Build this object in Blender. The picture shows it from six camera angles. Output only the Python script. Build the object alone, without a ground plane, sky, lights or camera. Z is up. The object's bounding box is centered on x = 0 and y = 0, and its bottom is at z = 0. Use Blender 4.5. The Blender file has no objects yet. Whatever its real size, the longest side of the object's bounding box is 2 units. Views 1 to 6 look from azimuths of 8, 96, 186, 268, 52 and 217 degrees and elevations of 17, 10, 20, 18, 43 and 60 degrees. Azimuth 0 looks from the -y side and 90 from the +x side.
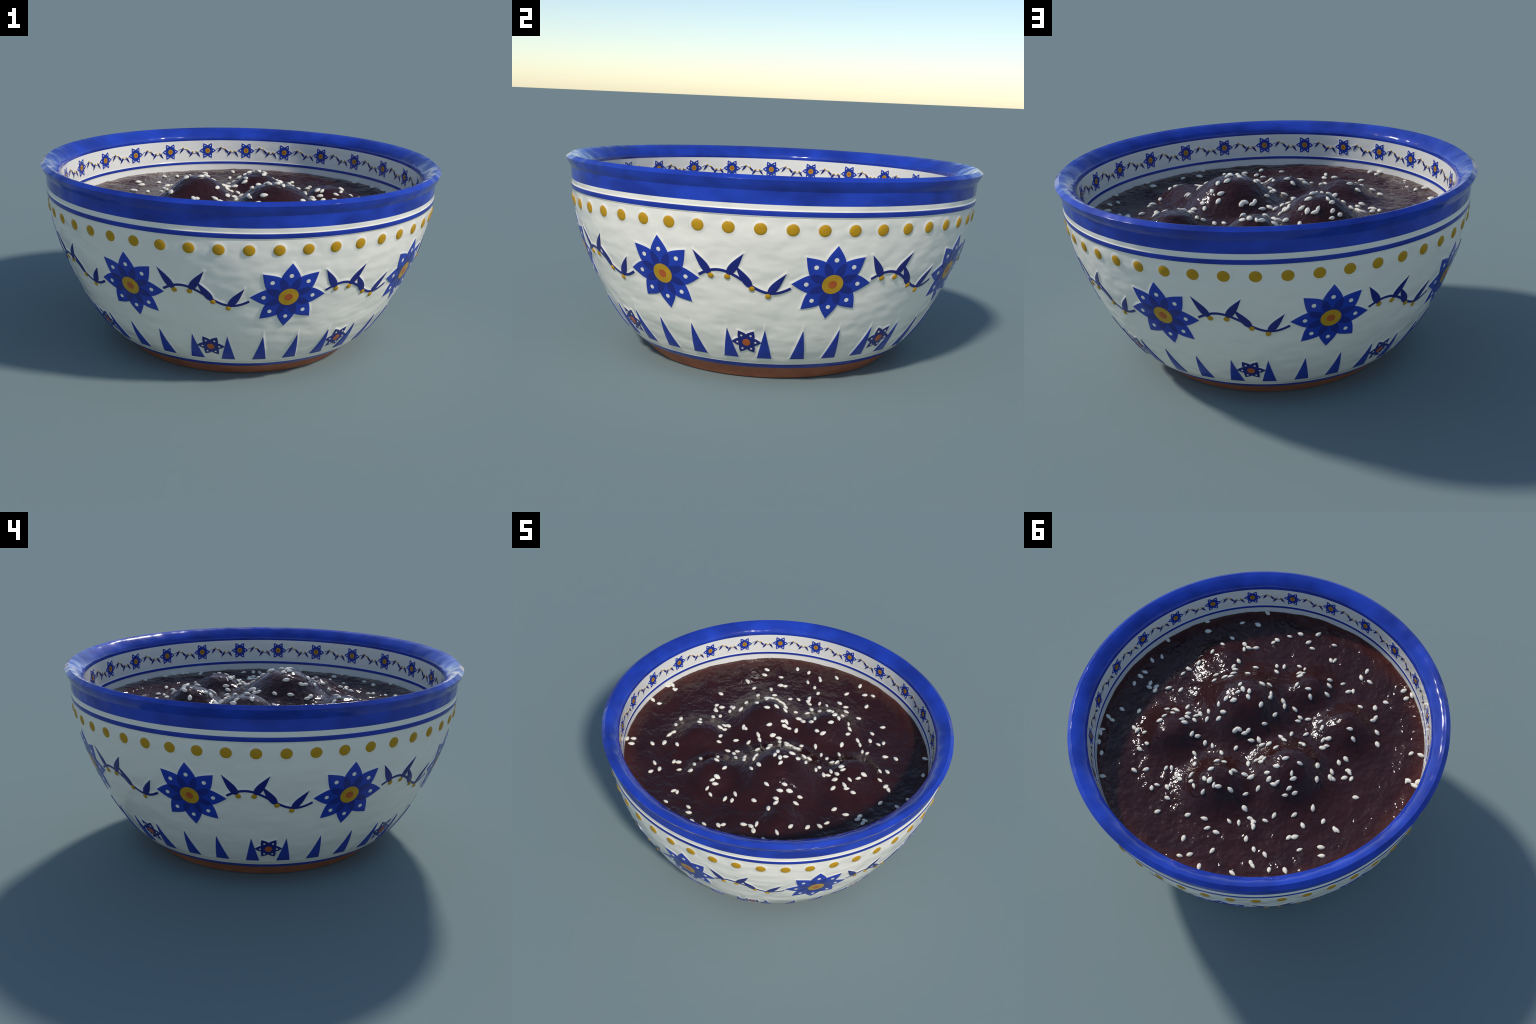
"""A painted earthenware bowl filled with dark mole sauce and sprinkled with sesame seeds.

Everything on the bowl is drawn in "glaze coordinates": X runs round the bowl
(X = angle * REF) and Y runs up the wall along its profile.  A profile (r, z) and
a relief rule (painted marks stand a little proud, with soft shoulders) turn a
point (X, Y, lift) into a point in space, so wall and marks always agree.
"""
import bpy, math
import numpy as np
from mathutils import Vector, Matrix, noise

TAU = math.tau
REF = 0.92                      # glaze metres per radian round the bowl

# ------------------------------------------------------------------ helpers
def smooth(a, b, x):
    t = np.clip((np.asarray(x, float) - a) / (b - a), 0, 1)
    return t * t * (3 - 2 * t)

def link(ob, parent=None):
    bpy.context.scene.collection.objects.link(ob)
    if parent is not None:
        ob.parent = parent
    return ob

def empty(name, parent=None):
    ob = bpy.data.objects.new(name, None)
    ob.empty_display_size = 0.1
    return link(ob, parent)

def mesh_from(name, verts, faces, mats, normals=None, face_mat=None):
    """faces: int array (n, 4) or (n, 3), or a list of such arrays."""
    me = bpy.data.meshes.new(name)
    groups = faces if isinstance(faces, list) else [faces]
    verts = np.asarray(verts, np.float32)
    loops = np.concatenate([np.asarray(g).ravel() for g in groups]).astype(np.int32)
    sizes = np.concatenate([np.full(len(g), np.asarray(g).shape[1]) for g in groups]).astype(np.int32)
    starts = np.concatenate([[0], np.cumsum(sizes)[:-1]]).astype(np.int32)
    me.vertices.add(len(verts)); me.vertices.foreach_set("co", verts.ravel())
    me.loops.add(len(loops)); me.loops.foreach_set("vertex_index", loops)
    me.polygons.add(len(sizes))
    me.polygons.foreach_set("loop_start", starts)
    me.polygons.foreach_set("use_smooth", np.ones(len(sizes), bool))
    for m in (mats if isinstance(mats, (list, tuple)) else [mats]):
        me.materials.append(m)
    if face_mat is not None:
        me.polygons.foreach_set("material_index", np.asarray(face_mat, np.int32))
    me.update(calc_edges=True); me.validate()
    if normals is not None:
        me.normals_split_custom_set_from_vertices([tuple(n) for n in normals])
    return me

def grid_faces(rows, cols, wrap=False):
    """Quads of a rows x cols vertex grid; normals follow (column, row) order."""
    r = np.arange(rows - 1)[:, None]; c = np.arange(cols if wrap else cols - 1)[None, :]
    n = (c + 1) % cols
    return np.stack([r * cols + c, r * cols + n, (r + 1) * cols + n, (r + 1) * cols + c], -1).reshape(-1, 4)

# ------------------------------------------------------------------ bowl profile
# outer wall from the foot up, (r, z)
OUTER = [(.576, 0), (.581, .003), (.599, .022), (.620, .042), (.6485, .0676), (.664, .081), (.682, .099), (.7025, .12),
         (.741, .17), (.775, .22), (.7985, .26), (.820, .30), (.8395, .34), (.858, .38), (.8745, .42), (.890, .46),
         (.9055, .50), (.9205, .54), (.9325, .58), (.9435, .62), (.953, .66), (.9605, .70), (.9665, .74), (.9705, .78),
         (.974, .82), (.976, .86)]
# flared lip: groove, underside, widest edge, crest, hollow inner slope, inner shoulder
LIP = [(.9765, .875), (.9905, .8955), (1.0, .9195), (.9785, .9345), (.955, .9265), (.932, .9115), (.915, .8960), (.9075, .882), (.9075, .867)]
# inner wall downwards to the floor of the bowl
INNER = [(.9065, .84), (.905, .80), (.9025, .77), (.8995, .74), (.893, .69), (.882, .62), (.86, .54), (.83, .46), (.79, .38),
         (.74, .30), (.67, .22), (.58, .155), (.45, .115), (.25, .10), (.001, .098)]

def catmull(pts, per):
    """Smooth dense curve through the points, roughly `per` metres a step."""
    p = np.array(pts, float); p = np.vstack([2 * p[0] - p[1], p, 2 * p[-1] - p[-2]])
    out = []
    for i in range(1, len(p) - 2):
        a, b, c, d = p[i - 1:i + 3]
        n = max(2, int(np.ceil(np.linalg.norm(c - b) / per)))
        t = (np.arange(n) / n)[:, None]
        k = .5
        m1, m2 = (c - a) * k, (d - b) * k
        out.append((2*t**3-3*t**2+1)*b + (t**3-2*t**2+t)*m1 + (-2*t**3+3*t**2)*c + (t**3-t**2)*m2)
    return np.vstack(out + [p[-2:-1]])

def rounded(pts, edge, steps=4):
    """Polyline with its inner corners rounded off."""
    p = np.array(pts, float); out = [p[0]]
    for a, b, c in zip(p[:-2], p[1:-1], p[2:]):
        turn = (b - a) @ (c - b) / (np.linalg.norm(b - a) * np.linalg.norm(c - b))
        radius = .011 if turn > .93 else edge              # shallow bends are soft, real edges crisp
        la, lc = np.linalg.norm(a - b), np.linalg.norm(c - b)
        q = b + (a - b) / la * min(radius, la * .45); s = b + (c - b) / lc * min(radius, lc * .45)
        for t in np.linspace(0, 1, steps):
            out.append((1-t)**2*q + 2*t*(1-t)*b + t*t*s)
    return np.array(out + [p[-1]])

def densify(p, per):
    out = []
    for a, b in zip(p[:-1], p[1:]):
        n = max(1, int(np.ceil(np.linalg.norm(b - a) / per)))
        out.append(a + (b - a) * (np.arange(n) / n)[:, None])
    return np.vstack(out + [p[-1:]])

outer_c = catmull(OUTER, .0035)
lip_c = densify(rounded([OUTER[-1]] + LIP[:4] + [(.973, .9328)], .0012), .003)
lip_c2 = catmull([(.973, .9328)] + LIP[4:], .003)
inner_c = catmull([LIP[-1]] + INNER, .0035)
PROFILE = np.vstack([outer_c[:-1], lip_c[:-1], lip_c2[:-1], inner_c])
SEG = np.hypot(*np.diff(PROFILE, axis=0).T)
ARC = np.concatenate([[0], np.cumsum(SEG)])
N_OUT = len(outer_c)                                   # rows of the outer wall
N_LIP = len(outer_c) + len(lip_c) + len(lip_c2) - 2    # first row of the inner wall (blue edge) + 1
def arc_at_outer(z): return float(np.interp(z, PROFILE[:N_OUT, 1], ARC[:N_OUT]))
def arc_at_inner(z):
    zi, ai = PROFILE[N_LIP - 1:, 1], ARC[N_LIP - 1:]
    return float(np.interp(-z, -zi, ai))
S0 = arc_at_outer(.501)                                # height of the big flowers
SI = arc_at_inner(.8055)                               # height of the inner flowers
TAN = np.gradient(PROFILE, axis=0); TAN /= np.linalg.norm(TAN, axis=1)[:, None]
NOR = np.stack([TAN[:, 1], -TAN[:, 0]], -1)            # outward: to the right of travel

def at_arc(s):
    r = np.interp(s, ARC, PROFILE[:, 0]); z = np.interp(s, ARC, PROFILE[:, 1])
    nr = np.interp(s, ARC, NOR[:, 0]); nz = np.interp(s, ARC, NOR[:, 1])
    l = np.hypot(nr, nz)
    return r, z, nr / l, nz / l

# ------------------------------------------------------------------ painted marks as distance rules
# sd > 0 inside a mark, < 0 outside, in glaze metres
def leaf_sd(X, Y, base, tip, half, power):
    """A pointed leaf or petal from base to tip: half-width half*sin(pi t^power)."""
    bx, by = base; dx, dy = tip[0] - bx, tip[1] - by
    L = math.hypot(dx, dy); dx, dy = dx / L, dy / L
    u = (X - bx) * dx + (Y - by) * dy; v = -(X - bx) * dy + (Y - by) * dx
    t = np.clip(u / L, 0, 1)
    d = half * np.sin(np.pi * t ** power) - np.abs(v)
    return np.where((u < 0) | (u > L), np.minimum(d, np.minimum(u, L - u)), d)

PET, PETP = .268, .87             # petal half-width (of flower radius) and fullness
BIG_R, SMALL_R, IN_R = .171, .0755, .0525
def flower_sd(X, Y, R, n, half):
    a = np.arctan2(Y, X); k = np.round(a / (TAU / n)) * (TAU / n)
    d = np.hypot(X, Y); best = np.full(np.shape(X), -9.)
    for off in (-1, 0, 1):
        q = k + off * TAU / n
        u, v = d * np.cos(a - q), d * np.sin(a - q)
        t = np.clip(u / R, 0, 1)
        w = half * R * np.sin(np.pi * t ** PETP) - np.abs(v)
        best = np.maximum(best, np.where(u > R, -np.hypot(u - R, v), np.where(u < 0, -9, w * .8)))
    return best

# the vine between two big flowers: a wave with four leaves and four berries
VINE_W = .0061
def vine_y(X): return -.0485 * np.sin(TAU * (X - .003) / .438)
LEAVES = [((-.140, .024), (-.206, .127)), ((-.069, .028), (-.002, .1265)), ((.029, -.026), (-.036, .074)), ((.099, -.055), (.167, .046))]
BERRIES = [(-.1385, .0195), (-.0695, .0200), (.0305, -.0305), (.0985, -.0625)]
BERRY_R, LEAF_H, LEAF_P = .0125, .0172, .60
def vine_sd(X, Y):
    d = VINE_W - np.abs(Y - vine_y(X)) * .8
    d = np.where(np.abs(X) > .19, np.minimum(d, .19 - np.abs(X)), d)
    for b, t in LEAVES:
        d = np.maximum(d, leaf_sd(X, Y, b, t, LEAF_H, LEAF_P))
    for bx, by in BERRIES:
        d = np.maximum(d, BERRY_R - np.hypot(X - bx, Y - by))
    return d

SPIKE_Z0, SPIKE_Z1, SPIKE_H = .1333, .2825, .0397
Y_SP0, Y_SP1 = arc_at_outer(SPIKE_Z0) - S0, arc_at_outer(SPIKE_Z1) - S0
Y_SMALL = arc_at_outer(.2165) - S0
Y_DOT, DOT_R = arc_at_outer(.7255) - S0, .0245
STEP = TAU * REF / 8              # one repeat of the outer pattern
def wrap(X, step): return (X + step / 2) % step - step / 2

def outer_sd(X, Y):
    d = flower_sd(wrap(X - STEP / 2, STEP), Y, BIG_R, 8, PET)
    d = np.maximum(d, vine_sd(wrap(X, STEP), Y))
    d = np.maximum(d, flower_sd(wrap(X, STEP), Y - Y_SMALL, SMALL_R, 6, .31))
    xs = wrap(X - STEP / 8, STEP / 4); t = (Y - Y_SP0) / (Y_SP1 - Y_SP0)
    d = np.maximum(d, np.minimum((SPIKE_H * (1 - t) - np.abs(xs)) * .95, Y - Y_SP0))
    return d
def dot_sd(X, Y):
    return DOT_R - np.hypot(wrap(X - STEP / 12, STEP / 6), Y - Y_DOT)

IN_STEP = TAU * REF / 24
IN_SX, IN_SY = .355, .30          # the inner vine is the outer one, small and upside down
def inner_sd(X, Y):
    d = flower_sd(wrap(X - IN_STEP / 2, IN_STEP), Y, IN_R, 6, .30)
    return np.maximum(d, vine_sd(wrap(X, IN_STEP) / IN_SX, -Y / IN_SY) * .3)

# plain bands (by height of their edges)
BAND_LOW, THIN_TOP, THIN_LOW = arc_at_outer(.8215), arc_at_outer(.7985), arc_at_outer(.7775)
FOOT_TOP, BASE_TOP = arc_at_outer(.0676), arc_at_outer(.0935)
IN_TOP, IN_LOW = arc_at_inner(.7389), arc_at_inner(.7247)
BLUE_IN = arc_at_inner(.867)

def relief(X, s, outer):
    """How far the glaze stands out at X and profile length s."""
    X, s = np.broadcast_arrays(np.asarray(X, float), np.asarray(s, float))
    if outer:
        Y = s - S0
        h = (.0040) * smooth(-.012, .006, outer_sd(X, Y))
        h = np.maximum(h, (.0026) * smooth(-.014, .003, dot_sd(X, Y)))
        mid, half = (THIN_TOP + THIN_LOW) / 2, (THIN_TOP - THIN_LOW) / 2
        h = np.maximum(h, .0045 * np.sqrt(np.clip(1 - ((s - mid) / (half * 1.5)) ** 2, 0, 1)))
        h = h - .0018 * smooth(THIN_TOP - .004, THIN_TOP + .008, s) * smooth(BAND_LOW + .006, BAND_LOW - .009, s)
        h = np.maximum(h, .0012 * smooth(BASE_TOP + .006, BASE_TOP - .004, s) * smooth(FOOT_TOP - .002, FOOT_TOP + .004, s))
        return h
    h = .0014 * smooth(-.007, .003, inner_sd(X, SI - s))
    mid, half = (IN_TOP + IN_LOW) / 2, (IN_LOW - IN_TOP) / 2
    return np.maximum(h, .0022 * np.sqrt(np.clip(1 - ((s - mid) / (half * 1.5)) ** 2, 0, 1)))

def to_space(X, Y, lift, outer=True, raised=None):
    """Glaze point to space.  Outer Y is up from the big flowers, inner Y up from the inner flowers."""
    X, Y, lift = np.broadcast_arrays(np.asarray(X, float), np.asarray(Y, float), np.asarray(lift, float))
    s = S0 + Y if outer else SI - Y
    r, z, nr, nz = at_arc(s)
    h = relief(X, s, outer) + lift
    a = X / REF
    return np.stack([(r + nr * h) * np.cos(a), (r + nr * h) * np.sin(a), z + nz * h], -1)

# ------------------------------------------------------------------ materials
class Nodes:
    """A small builder for procedural materials."""
    def __init__(self, name):
        self.mat = bpy.data.materials.new(name); self.mat.use_nodes = True
        self.t = self.mat.node_tree; self.bsdf = self.t.nodes["Principled BSDF"]
        self.coord = self.t.nodes.new("ShaderNodeTexCoord").outputs["Object"]
    def set(self, **kw):
        for k, v in kw.items():
            self.put(self.bsdf.inputs[k.replace("_", " ")], v)
        return self
    def put(self, sock, v):
        if isinstance(v, bpy.types.NodeSocket): self.t.links.new(v, sock)
        elif isinstance(v, tuple) and len(v) == 3 and sock.type == "RGBA": sock.default_value = (*v, 1)
        else: sock.default_value = v
    def mapping(self, scale=(1, 1, 1), loc=(0, 0, 0)):
        n = self.t.nodes.new("ShaderNodeMapping"); self.t.links.new(self.coord, n.inputs["Vector"])
        n.inputs["Scale"].default_value = scale; n.inputs["Location"].default_value = loc
        return n.outputs[0]
    def noise(self, scale, detail=2., rough=.5, vec=None, dist=0.):
        n = self.t.nodes.new("ShaderNodeTexNoise")
        self.t.links.new(vec if vec is not None else self.coord, n.inputs["Vector"])
        for k, v in (("Scale", scale), ("Detail", detail), ("Roughness", rough), ("Distortion", dist)):
            n.inputs[k].default_value = v
        return n.outputs["Fac"]
    def ramp(self, fac, *stops):
        n = self.t.nodes.new("ShaderNodeValToRGB"); self.t.links.new(fac, n.inputs["Fac"])
        e = n.color_ramp.elements
        while len(e) < len(stops): e.new(.5)
        for el, (p, c) in zip(e, stops): el.position = p; el.color = (*c, 1) if len(c) == 3 else c
        return n.outputs["Color"]
    def math(self, op, a, b=0.):
        n = self.t.nodes.new("ShaderNodeMath"); n.operation = op
        self.put(n.inputs[0], a); self.put(n.inputs[1], b)
        return n.outputs[0]
    def mix(self, fac, a, b):
        n = self.t.nodes.new("ShaderNodeMix"); n.data_type = "RGBA"
        self.put(n.inputs["Factor"], fac); self.put(n.inputs[6], a); self.put(n.inputs[7], b)
        return n.outputs[2]
    def bump(self, height, strength, distance, normal=None):
        n = self.t.nodes.new("ShaderNodeBump"); self.t.links.new(height, n.inputs["Height"])
        n.inputs["Strength"].default_value = strength; n.inputs["Distance"].default_value = distance
        if normal is not None: self.t.links.new(normal, n.inputs["Normal"])
        return n.outputs[0]

def hand_thrown(n, amount=1.):
    """Soft hammered waves in the glaze, wider than tall."""
    wave = n.noise(1., .8, .35, n.mapping((11, 11, 19)))
    swell = n.noise(1., 0., .5, n.mapping((3.5, 3.5, 6), (3, 1, 2)))
    b = n.bump(wave, 1., .0070 * amount)
    return n.bump(swell, 1., .013 * amount, b)

def glaze(name, lo, hi, scale=5., rough=.16, wavy=1., shine=.28):
    n = Nodes(name)
    col = n.ramp(n.noise(scale, 3., .55), (.32, lo), (.68, hi))
    n.set(Base_Color=col, Roughness=rough, Specular_IOR_Level=shine)
    if wavy: n.set(Normal=hand_thrown(n, wavy))
    return n.mat

M_WHITE = glaze("white_glaze", (.875, .815, .70), (.905, .84, .725), 3., .14, 1.)
M_WHITE_IN = glaze("white_glaze_inside", (.83, .79, .705), (.865, .82, .73), 3., .12, .35, .35)
def blue_rim():
    n = Nodes("cobalt_rim_glaze")
    blotch = n.noise(1., 2., .5, n.mapping((5.5, 5.5, 9)))
    n.set(Base_Color=n.ramp(blotch, (.34, (.013, .036, .29)), (.66, (.019, .060, .47))), Roughness=.12, Specular_IOR_Level=.4)
    soft = n.noise(1., 1., .4, n.mapping((9, 9, 14), (1, 5, 2)))
    n.set(Normal=n.bump(soft, 1., .0085))
    return n.mat
M_RIM = blue_rim()
M_BAND = glaze("cobalt_band_glaze", (.014, .034, .27), (.020, .052, .40), 6., .16, .4)
M_PETAL = glaze("cobalt_petal_glaze", (.0165, .043, .33), (.021, .055, .41), 6., .16, .8)
M_DARK = glaze("navy_glaze", (.014, .021, .165), (.017, .027, .205), 8., .16, .8)
M_LENS = glaze("cobalt_overlap_glaze", (.0145, .026, .20), (.0175, .034, .25), 8., .16, .8)
M_SPIKE = glaze("cobalt_spike_glaze", (.0165, .036, .27), (.021, .050, .36), 9., .16, .8)
M_YELLOW = glaze("ochre_glaze", (.50, .275, .0140), (.575, .325, .020), 14., .25, .6)
M_DOT = glaze("deep_ochre_glaze", (.48, .250, .010), (.54, .295, .015), 14., .3, .4, .2)
M_ORANGE = glaze("rust_glaze", (.44, .092, .022), (.53, .125, .028), 16., .22, .6)

def terracotta():
    n = Nodes("terracotta")
    c = n.ramp(n.noise(9., 4., .6), (.35, (.34, .112, .058)), (.68, (.44, .150, .080)))
    n.set(Base_Color=c, Roughness=.7, Specular_IOR_Level=.2, Normal=n.bump(n.noise(60., 3.), .4, .003))
    return n.mat
M_CLAY = terracotta()

def sauce():
    n = Nodes("mole_sauce")
    sep = n.t.nodes.new("ShaderNodeSeparateXYZ"); n.t.links.new(n.coord, sep.inputs[0])
    r2 = n.math("ADD", n.math("MULTIPLY", sep.outputs[0], sep.outputs[0]), n.math("MULTIPLY", sep.outputs[1], sep.outputs[1]))
    r = n.math("SQRT", r2)
    r = n.math("ADD", r, n.math("MULTIPLY", n.math("SUBTRACT", n.noise(4., 3.), .5), .16))
    deep = n.ramp(n.noise(7., 4., .6), (.3, (.025, .0064, .0062)), (.7, (.040, .0096, .0080)))
    thin = n.ramp(n.noise(9., 3., .6), (.3, (.070, .0165, .0100)), (.7, (.108, .026, .0130)))
    edge = n.ramp(r, (.80, (0, 0, 0)), (.94, (1, 1, 1)))
    n.set(Base_Color=n.mix(edge, deep, thin), Roughness=.09, Specular_IOR_Level=.42)
    fine = n.noise(40., 2., .5)
    ripple = n.noise(1., 2., .5, n.mapping((19, 19, 19)), .4)
    b = n.bump(ripple, 1., .0058)
    n.set(Normal=n.bump(fine, 1., .0042, b))
    return n.mat
M_SAUCE = sauce()

def seed_mat():
    n = Nodes("sesame_cream")
    n.set(Base_Color=n.ramp(n.noise(60., 2.), (.35, (.90, .83, .685)), (.7, (.95, .885, .75))), Roughness=.5, Specular_IOR_Level=.25)
    return n.mat
M_SEED = seed_mat()

# ------------------------------------------------------------------ the bowl wall, turned on the wheel
bowl = empty("ceramic_bowl")
bowl["label"] = "hand painted white earthenware bowl with cobalt blue rim and flowers"
bowl["category"] = "bowl"

N_COL = 1152
marks = [FOOT_TOP, BASE_TOP, THIN_LOW, THIN_TOP, BAND_LOW, BLUE_IN, IN_TOP, IN_LOW]
rows = np.unique(np.round(np.concatenate([ARC, marks, np.linspace(BASE_TOP - .012, BASE_TOP + .012, 12),
        np.linspace(THIN_LOW - .006, THIN_TOP + .006, 22), np.linspace(BAND_LOW - .008, BAND_LOW + .008, 12),
        np.linspace(IN_TOP - .004, IN_LOW + .004, 14)]), 6))
deep_in = rows > arc_at_inner(.64)
rows = np.concatenate([rows[~deep_in], rows[deep_in][::8], [ARC[-1]]])
marks = [float(rows[np.argmin(abs(rows - m))]) for m in marks]
keep = [True]
for a in rows[1:]:                # drop rows that crowd their neighbour, never a mark
    keep.append(a - rows[:len(keep)][np.array(keep)][-1] > .0006 or a in marks)
rows = rows[np.array(keep)]
ang = np.arange(N_COL) / N_COL * TAU
r, z, nr, nz = at_arc(rows)
h = np.zeros((len(rows), N_COL))
is_out = rows < ARC[N_OUT - 1] + .004
tile = N_COL // 8
h[is_out] = np.tile(relief(ang[None, :tile] * REF, rows[is_out][:, None], True), (1, 8))
in_rows = (rows > BLUE_IN) & (rows < arc_at_inner(.66))
h[in_rows] = np.tile(relief(ang[None, :N_COL // 24] * REF, rows[in_rows][:, None], False), (1, 24))
R = r[:, None] + nr[:, None] * h; Z = z[:, None] + nz[:, None] * h
WALL = np.stack([R * np.cos(ang), R * np.sin(ang), Z], -1)
du = np.roll(WALL, -1, 1) - np.roll(WALL, 1, 1); dv = np.gradient(WALL, axis=0)
WN = np.cross(du, dv); WN /= np.maximum(np.linalg.norm(WN, axis=-1, keepdims=True), 1e-12)

def ring_part(name, spans, mat, extra=None):
    V, N, F, base = [], [], [], 0
    for lo, hi in spans:
        i = np.where((rows >= lo - 1e-9) & (rows <= hi + 1e-9))[0]
        V.append(WALL[i].reshape(-1, 3)); N.append(WN[i].reshape(-1, 3))
        F.append(grid_faces(len(i), N_COL, True) + base); base += len(i) * N_COL
    if extra is not None:
        v, nrm, f = extra
        V.append(v); N.append(nrm); F.append(f + base)
    me = mesh_from(name, np.vstack(V), np.vstack(F), mat, np.vstack(N))
    return link(bpy.data.objects.new(name, me), bowl)

FT, BT, TL, TT, BL, BI, IT, IL = marks
rr = np.array([.001, .30, .56, PROFILE[0, 0]])            # flat underside of the foot
under = np.stack([rr[:, None] * np.cos(ang), rr[:, None] * np.sin(ang), np.zeros((4, N_COL))], -1).reshape(-1, 3)
ring_part("foot", [(0, FT)], M_CLAY, (under, np.tile([0., 0, -1], (len(under), 1)), grid_faces(4, N_COL, True)))
ring_part("painted_band", [(FT, BT)], M_BAND)
ring_part("painted_band", [(TL, TT)], M_BAND)
ring_part("painted_band", [(IT, IL)], M_BAND)
ring_part("outer_wall", [(BT, TL), (TT, BL)], M_WHITE)
ring_part("rim", [(BL, BI)], M_RIM)
ring_part("inner_wall", [(BI, IT), (IL, rows[-1])], M_WHITE_IN)

# ------------------------------------------------------------------ painted marks
def patch(X, Y, lift, outer=True, dome=None):
    """A slightly raised piece of paint over a rows x cols grid of glaze points, with side walls."""
    rws, cols = X.shape
    top = to_space(X, Y, lift + (0 if dome is None else dome), outer).reshape(-1, 3)
    i = np.arange(rws * cols).reshape(rws, cols)
    loop = np.concatenate([i[0, :-1], i[:-1, -1], i[-1, :0:-1], i[:0:-1, 0]])
    low = to_space(X.ravel()[loop], Y.ravel()[loop], -.0015, outer)
    n, m = len(top), len(loop)
    a = np.arange(m); b = (a + 1) % m
    F = np.vstack([grid_faces(rws, cols), np.stack([n + m + a, n + m + b, n + b, n + a], -1)])
    if not outer: F = F[:, ::-1]
    return np.vstack([top, top[loop], low]), F

def joined(patches):
    V, F, k = [], [], 0
    for v, f in patches:
        V.append(v); F.append(f + k); k += len(v)
    return np.vstack(V), np.vstack(F)

def leaf_grid(base, tip, half, power, n=22, m=9, t0=.004):
    t = np.linspace(t0, .996, n)[:, None]; w = np.linspace(-1, 1, m)[None, :]
    (bx, by), (tx, ty) = base, tip
    L = math.hypot(tx - bx, ty - by); dx, dy = (tx - bx) / L, (ty - by) / L
    q = -half * np.sin(np.pi * t ** power) * w              # rows run base to tip, columns left to right
    return bx + dx * t * L - dy * q, by + dy * t * L + dx * q

def disc_grid(cx, cy, rad, n=13):
    g = np.linspace(-1, 1, n); u, v = np.meshgrid(g, g)
    x, y = u * np.sqrt(1 - v * v / 2), v * np.sqrt(1 - u * u / 2)
    return cx + rad * x, cy + rad * y, x * x + y * y

def lens_grid(R, half, a, gap, lo, hi, n=14, m=5):
    """The dark lens where two neighbouring petals overlap, along the direction a between them."""
    rho = np.linspace(lo, hi, n) * R; q = np.zeros(n)
    for k, p in enumerate(rho):
        good = 0.
        for c in np.linspace(0, .3 * R, 120):
            d = math.hypot(p, c); e = gap / 2 + math.atan2(c, p)
            t = d * math.cos(e) / R
            if 0 < t < 1 and d * math.sin(e) <= half * R * math.sin(math.pi * t ** PETP): good = c
            else: break
        q[k] = good
    w = np.linspace(-1, 1, m)[None, :]
    Q = -q[:, None] * w + 0 * rho[:, None]; P = rho[:, None] + 0 * w
    return P * math.cos(a) - Q * math.sin(a), P * math.sin(a) + Q * math.cos(a)

def spun(name, kind_mesh, angle, parent):
    ob = bpy.data.objects.new(name, kind_mesh); ob.rotation_euler = (0, 0, angle)
    return link(ob, parent)

def paint(name, patches, mat):
    v, f = joined(patches)
    return mesh_from(name, v, f, mat)

# --- eight large flowers: petals, their dark overlaps, white spots, ochre heart, rust eye
X0 = STEP / 2
petals, spots, lenses = [], [], []
for k in range(8):
    a = k * TAU / 8
    gx, gy = leaf_grid((0, 0), (BIG_R * math.cos(a), BIG_R * math.sin(a)), PET * BIG_R, PETP, 26, 11, .1)
    petals.append(paint("petal", [patch(X0 + gx, gy, .0008 + .0004 * (k % 2))], M_PETAL))
    sx, sy, _ = disc_grid(X0 + .645 * BIG_R * math.cos(a), .645 * BIG_R * math.sin(a), .055 * BIG_R, 9)
    spots.append(patch(sx, sy, .0018))
    lx, ly = lens_grid(BIG_R, PET, a + TAU / 16, TAU / 8, .2, .60)
    lenses.append(patch(X0 + lx, ly, .0017))
spot_me = paint("petal_spot", spots, M_WHITE); lens_me = paint("petal_overlap", lenses, M_LENS)
x, y, _ = disc_grid(X0, 0, .263 * BIG_R); heart_me = paint("flower_heart", [patch(x, y, .0024)], M_YELLOW)
x, y, _ = disc_grid(X0, 0, .108 * BIG_R, 9); eye_me = paint("flower_eye", [patch(x, y, .0030)], M_ORANGE)
for k in range(8):
    fl = empty("painted_flower", bowl); fl.rotation_euler = (0, 0, k * TAU / 8)
    for me in petals: spun("petal", me, 0, fl)
    for nm, me in (("petal_spot", spot_me), ("petal_overlap", lens_me), ("flower_heart", heart_me), ("flower_eye", eye_me)):
        spun(nm, me, 0, fl)

# --- small flowers near the foot and the ring of flowers inside the rim
def small_flower(R, half, X0, Y0, outer, mat, lens, heart, eye, spot):
    pet, lns, spt = [], [], []
    for k in range(6):
        a = k * TAU / 6
        gx, gy = leaf_grid((0, 0), (R * math.cos(a), R * math.sin(a)), half * R, PETP, 16, 7, .15)
        pet.append(patch(X0 + gx, Y0 + gy, .0006 + .0004 * (k % 2), outer))
        sx, sy, _ = disc_grid(X0 + spot * R * math.cos(a), Y0 + spot * R * math.sin(a), .068 * R, 5)
        spt.append(patch(sx, sy, .0016, outer))
        lx, ly = lens_grid(R, half, a + TAU / 12, TAU / 6, .25, .62, 9, 5)
        lns.append(patch(X0 + lx, Y0 + ly, .0014, outer))
    parts = [("petal", paint("petal", pet, mat)), ("petal_spot", paint("petal_spot", spt, M_WHITE if outer else M_WHITE_IN))]
    if lens: parts.append(("petal_overlap", paint("petal_overlap", lns, M_LENS)))
    for nm, rad, m, up in heart:
        x, y, _ = disc_grid(X0, Y0, rad * R, 9); parts.append((nm, paint(nm, [patch(x, y, up, outer)], m)))
    return parts
low_parts = small_flower(SMALL_R, .31, 0., Y_SMALL, True, M_DARK, False, [("flower_heart", .262, M_ORANGE, .0022)], 0, .60)
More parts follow.
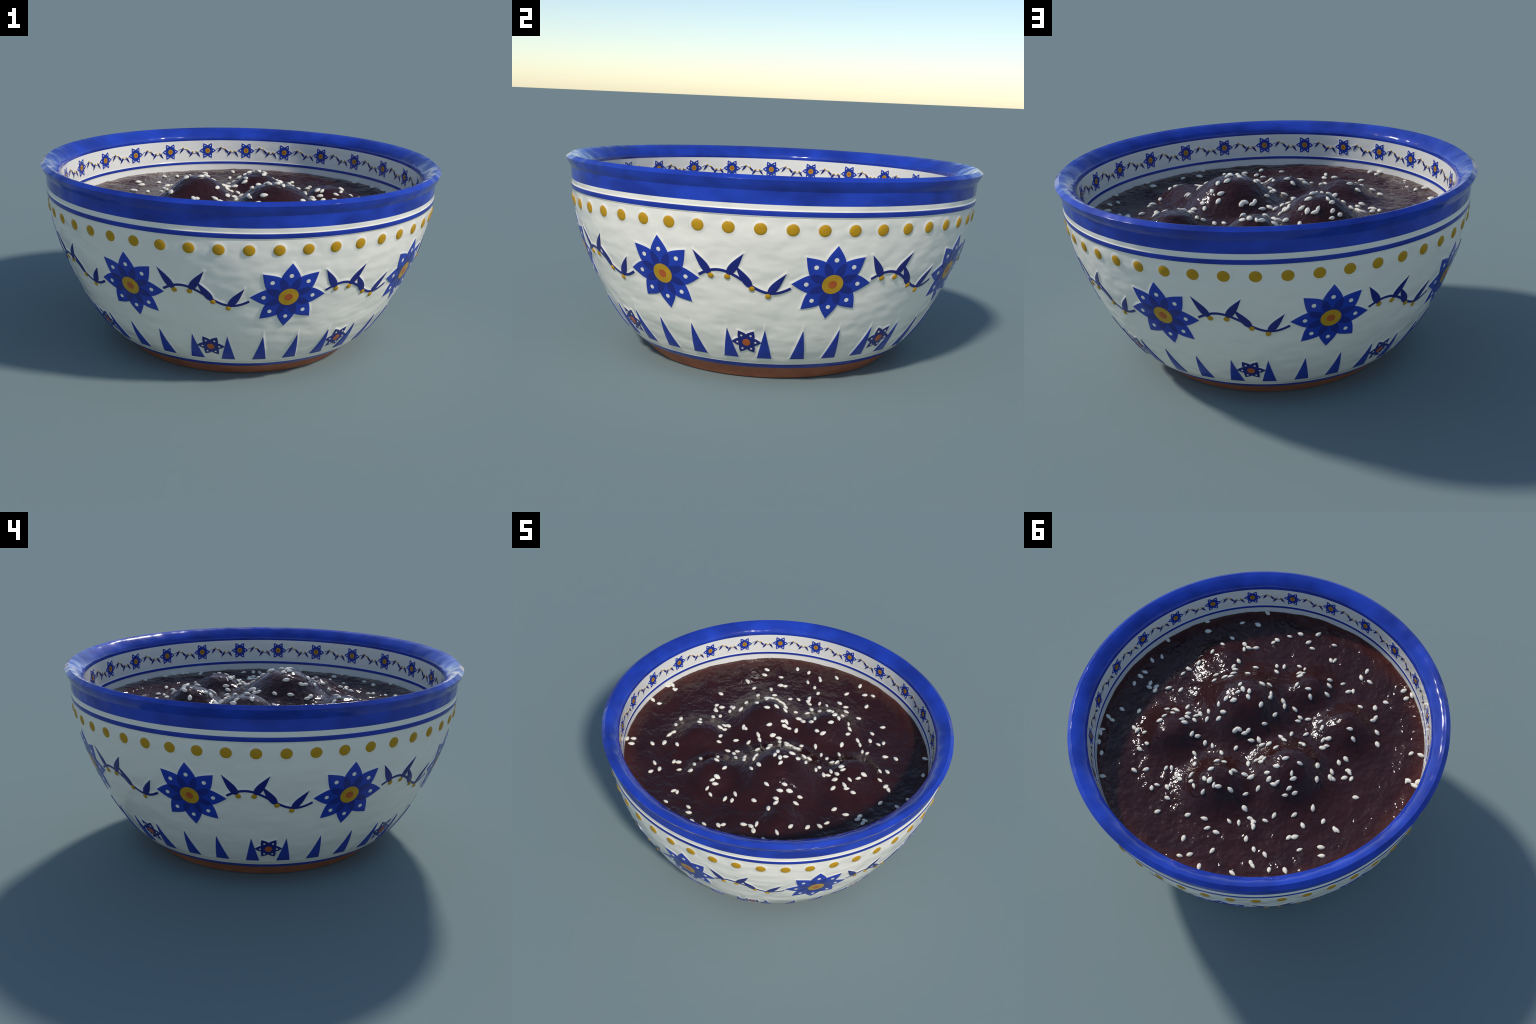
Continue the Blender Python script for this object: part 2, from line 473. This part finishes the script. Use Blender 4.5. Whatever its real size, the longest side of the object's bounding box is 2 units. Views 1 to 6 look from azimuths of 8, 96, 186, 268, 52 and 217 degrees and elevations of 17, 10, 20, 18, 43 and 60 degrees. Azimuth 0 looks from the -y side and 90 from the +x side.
in_parts = small_flower(IN_R, .30, IN_STEP / 2, 0., False, M_PETAL, True, [("flower_heart", .285, M_YELLOW, .0020), ("flower_eye", .135, M_ORANGE, .0026)], 0, .68)
for parts, count in ((low_parts, 8), (in_parts, 24)):
    for k in range(count):
        fl = empty("painted_flower", bowl); fl.rotation_euler = (0, 0, k * TAU / count)
        for nm, me in parts: spun(nm, me, 0, fl)

# --- vines: stem, leaves and berries, outside and (small, upside down) inside
def vine(sx, sy, outer, berry):
    n = 90 if outer else 48
    t = np.linspace(-.19, .19, n)[:, None]; w = np.linspace(-1, 1, 5)[None, :]
    slope = np.gradient(vine_y(t[:, 0]), t[:, 0])[:, None]; l = np.sqrt(1 + slope ** 2)
    wd = VINE_W * (1 if outer else .8)
    X, Y = t + slope / l * wd * w, vine_y(t) - 1 / l * wd * w
    def put(X, Y, lift, dome=None):
        X, Y = X * sx, Y * sy
        if not outer: X, Y = X[:, ::-1], Y[:, ::-1]
        return patch(X, Y, lift, outer, dome)
    stem = [put(X, Y, .0008)]
    leaves = [put(*leaf_grid(b, p, LEAF_H, LEAF_P, 18, 7, .02), .0011 + .0002 * k) for k, (b, p) in enumerate(LEAVES)]
    balls = []
    for bx, by in BERRIES:
        x, y, q = disc_grid(0, 0, 1., 9)
        X, Y = bx * sx + x * berry, by * sy + y * berry
        balls.append(patch(X, Y, .0015, outer, (.0036 if outer else .0016) * (1 - q)))
    return [("vine_stem", paint("vine_stem", stem, M_DARK)), ("vine_leaf", paint("vine_leaf", leaves, M_DARK)),
            ("vine_berry", paint("vine_berry", balls, M_DOT))]
for parts, count in ((vine(1, 1, True, BERRY_R), 8), (vine(IN_SX, -IN_SY, False, .0052), 24)):
    for k in range(count):
        vn = empty("painted_vine", bowl); vn.rotation_euler = (0, 0, k * TAU / count)
        for nm, me in parts: spun(nm, me, 0, vn)

# --- ochre dots under the rim, blue spikes above the foot
x, y, q = disc_grid(STEP / 12, Y_DOT, DOT_R, 15)
dot_me = paint("painted_dot", [patch(x, y, .0008, True, .0050 * (1 - q ** 1.5))], M_DOT)
for k in range(48): spun("painted_dot", dot_me, k * TAU / 48, bowl)
t = np.linspace(0, .99, 16)[:, None]; w = np.linspace(-1, 1, 9)[None, :]
spike_me = paint("painted_spike", [patch(STEP / 8 + SPIKE_H * (1 - t) * w, Y_SP0 + (Y_SP1 - Y_SP0) * t + 0 * w, .0026)], M_SPIKE)
for k in range(32): spun("painted_spike", spike_me, k * TAU / 32, bowl)

# ------------------------------------------------------------------ the sauce and what swims in it
LEVEL, BRIM = .667, .690          # between the lumps, and where the sauce climbs the wall
LUMPS = [(.194, -.122, .831, .214), (-.250, .10, .801, .175), (.027, .365, .778, .146), (.430, .235, .757, .135),
         (-.050, -.425, .745, .118), (-.355, -.31, .748, .140), (.485, -.33, .722, .11)]    # x, y, top, width
FULL = 2.6                         # fuller than a bell: round shoulders, steep flanks
lp = np.array(LUMPS)
overlap = np.exp(-(np.hypot(lp[:, None, 0] - lp[None, :, 0], lp[:, None, 1] - lp[None, :, 1]) / lp[None, :, 3]) ** FULL)
AMP = np.linalg.solve(overlap, lp[:, 2] - LEVEL)
def mounds(x, y):
    z = LEVEL - .001 * x + (BRIM - LEVEL) * smooth(.66, .90, np.hypot(x, y))
    for a, (cx, cy, _, w) in zip(AMP, LUMPS):
        z = z + a * np.exp(-(np.hypot(x - cx, y - cy) / w) ** FULL)
    return z
def waves(x, y):
    """Slow swell plus a lumpy skin."""
    v = Vector((x, y, 0))
    return (.006) * noise.noise(v * 3.1 + Vector((7, 2, 1))) + .0042 * noise.noise(v * 13) + .0015 * noise.noise(v * 34 + Vector((1, 9, 4)))
NR, NA = 210, 620
rad = np.linspace(0, 1, NR) ** .85 + 1e-5
phi = np.arange(NA) / NA * TAU
edge_r = .8975
sx, sy = np.outer(rad * edge_r, np.cos(phi)), np.outer(rad * edge_r, np.sin(phi))
sz = mounds(sx, sy) + np.array([[waves(a, b) for a, b in zip(ra, rb)] for ra, rb in zip(sx, sy)])
sauce_v = np.stack([sx, sy, sz], -1)
skirt = sauce_v[-1].copy(); skirt[:, 2] = .60; skirt[:, :2] *= .86 / edge_r
V = np.vstack([sauce_v.reshape(-1, 3), skirt])
F = grid_faces(NR + 1, NA, True)
stew = link(bpy.data.objects.new("mole_sauce", mesh_from("mole_sauce", V, F, M_SAUCE)))
stew["label"] = "glossy dark brown mole sauce over meat lumps with sesame seeds"
stew["category"] = "sauce"

# sesame seeds where they lie, in millimetres from the centre, by the heading of their long axis in degrees
SEEDS = {
    0: [(-845,-202),(-809,-211),(-787,-381),(-466,-2),(-451,-583),(-351,-471),(-308,397),(-259,435),(-155,-432),(-133,-488),(-107,-233),(-75,378),(94,-529),(107,46),(125,-273),(150,-239),(201,573),(210,448),(217,-727),(272,-273),(312,-621),(454,539),(466,-644),(479,157),(494,374),(512,419),(539,-482),(622,-167),(759,271),(815,36)],
    15: [(-856,-198),(-321,-128),(-306,70),(-248,229),(-234,429),(-220,-73),(-214,149),(-135,593),(-113,150),(-77,253),(-63,807),(-39,565),(7,-766),(105,-681),(264,-681),(297,540),(398,131),(417,-480),(732,62),(757,359),(813,-2)],
    30: [(-662,407),(-632,366),(-627,21),(-506,-97),(-395,-286),(-334,-150),(-185,194),(-150,-249),(-110,-206),(-61,-385),(-26,275),(-20,408),(10,-58),(21,54),(34,-445),(52,258),(134,442),(226,20),(288,-368),(336,-198),(365,-276),(442,-197),(501,240),(541,135),(563,668),(685,-443),(732,-497),(760,437)],
    45: [(-488,390),(-326,239),(-321,-189),(-229,89),(-225,-261),(-113,247),(-112,-529),(-97,126),(48,594),(57,-473),(70,46),(204,-50),(289,187),(345,-236),(369,90),(373,-191),(381,176),(383,-504),(405,499),(423,-155),(550,325),(552,-605)],
    60: [(-738,-364),(-550,439),(-536,-660),(-513,-47),(-499,-695),(-456,-432),(-362,203),(-323,157),(-235,-536),(-196,-158),(-179,-565),(-141,337),(-121,130),(-101,772),(-82,599),(-78,145),(-45,46),(69,346),(127,-781),(146,-705),(194,666),(212,-102),(234,55),(406,167),(416,102),(502,118),(636,4),(702,35)],
    75: [(-464,410),(-417,289),(-328,203),(-262,214),(-213,218),(-135,40),(-77,25),(-3,-139),(33,-476),(68,-199),(88,274),(159,410),(249,-42),(321,-595),(502,199),(628,-122)],
    90: [(-855,-228),(-804,-205),(-548,-63),(-457,-461),(-332,350),(-299,-171),(-250,-711),(-181,276),(-181,689),(-51,-681),(10,-379),(33,405),(35,466),(60,25),(70,130),(120,60),(299,80),(320,432),(388,-292),(569,-23),(599,330),(691,60)],
    105: [(-560,233),(-370,-1),(-263,448),(-256,-230),(-131,-111),(-15,714),(52,-522),(74,-119),(233,-153),(274,-5),(317,199),(452,61),(561,-322),(596,-232),(677,223),(743,37)],
    120: [(-485,618),(-475,201),(-419,-519),(-411,68),(-303,141),(-286,538),(-278,462),(-255,-554),(-235,-75),(-201,484),(-183,801),(-8,-224),(0,415),(80,-222),(165,-142),(167,-480),(234,193),(430,-450),(662,560),(812,95)],
    135: [(-634,239),(-551,-693),(-453,1),(-440,-108),(-352,563),(-244,-658),(-94,-356),(-49,180),(-31,-670),(189,185),(194,336),(200,-132),(203,-457),(294,416),(308,572),(315,40),(723,511),(800,-144)],
    150: [(-554,577),(-553,-321),(-518,-91),(-486,313),(-440,-36),(-438,-254),(-417,557),(-402,644),(-386,636),(-24,301),(-12,28),(64,410),(101,459),(118,198),(149,-109),(240,441),(243,521),(354,68),(392,-345),(452,-487),(756,460),(829,-90)],
    165: [(-646,238),(-513,-381),(-460,-148),(-341,735),(-302,-656),(-179,400),(-155,505),(-131,-42),(-100,-54),(-57,-254),(14,-244),(178,-418),(242,278),(357,121),(468,-746),(481,120),(549,-403),(626,327),(788,353),(844,-257)],
}
def seed_mesh(k, rng):
    L, W, T = (.0185), .0106 * (1 + .10 * (k - 1)), .0080
    rings, seg = 13, 16
    V = [(-L, 0, 0)]
    for i in range(1, rings):
        t = i / rings; u = -math.cos(math.pi * t)          # -1 blunt end, +1 pointed end
        w = (1 - abs(u) ** 2.1) ** (.62 if u < 0 else .86) * (1 - .10 * u)
        for j in range(seg):
            a = j / seg * TAU
            bulge = 1 + .07 * noise.noise(Vector((u * 2, math.cos(a) + 3 * k, math.sin(a))))
            V.append((L * u * (1.08 if u > 0 else 1), W * w * math.cos(a) * bulge, T * w * math.sin(a) * bulge))
    V.append((L * 1.08, 0, 0))
    tri, quad = [], []
    for j in range(seg):
        n = (j + 1) % seg
        tri.append((0, 1 + n, 1 + j))
        last = 1 + (rings - 2) * seg
        tri.append((last + j, last + n, len(V) - 1))
        for i in range(rings - 2):
            a = 1 + i * seg
            quad.append((a + j, a + n, a + seg + n, a + seg + j))
    return mesh_from("sesame_seed", V, [np.array(tri), np.array(quad)], M_SEED)
rng = np.random.default_rng(41)
seed_kinds = [seed_mesh(k, rng) for k in range(3)]
def surface(x, y): return float(mounds(x, y)) + waves(x, y)
for heading, spots_ in SEEDS.items():
    for mx, my in spots_:
        x, y = mx / 1000, my / 1000
        e = .012
        up = Vector((-(surface(x + e, y) - surface(x - e, y)) / (2 * e), -(surface(x, y + e) - surface(x, y - e)) / (2 * e), 1)).normalized()
        a = math.radians(heading + rng.uniform(-8, 8) + (180 if rng.random() < .5 else 0))
        fwd = Vector((math.cos(a), math.sin(a), 0)); fwd = (fwd - up * fwd.dot(up)).normalized()
        side = up.cross(fwd)
        s = rng.uniform(.86, 1.10)
        ob = bpy.data.objects.new("sesame_seed", seed_kinds[int(rng.integers(3))])
        m = Matrix((fwd * s, side * s * rng.uniform(.95, 1.08), up * s)).transposed().to_4x4()
        m.translation = Vector((x, y, surface(x, y))) + up * .0036
        ob.matrix_world = m
        link(ob, stew)
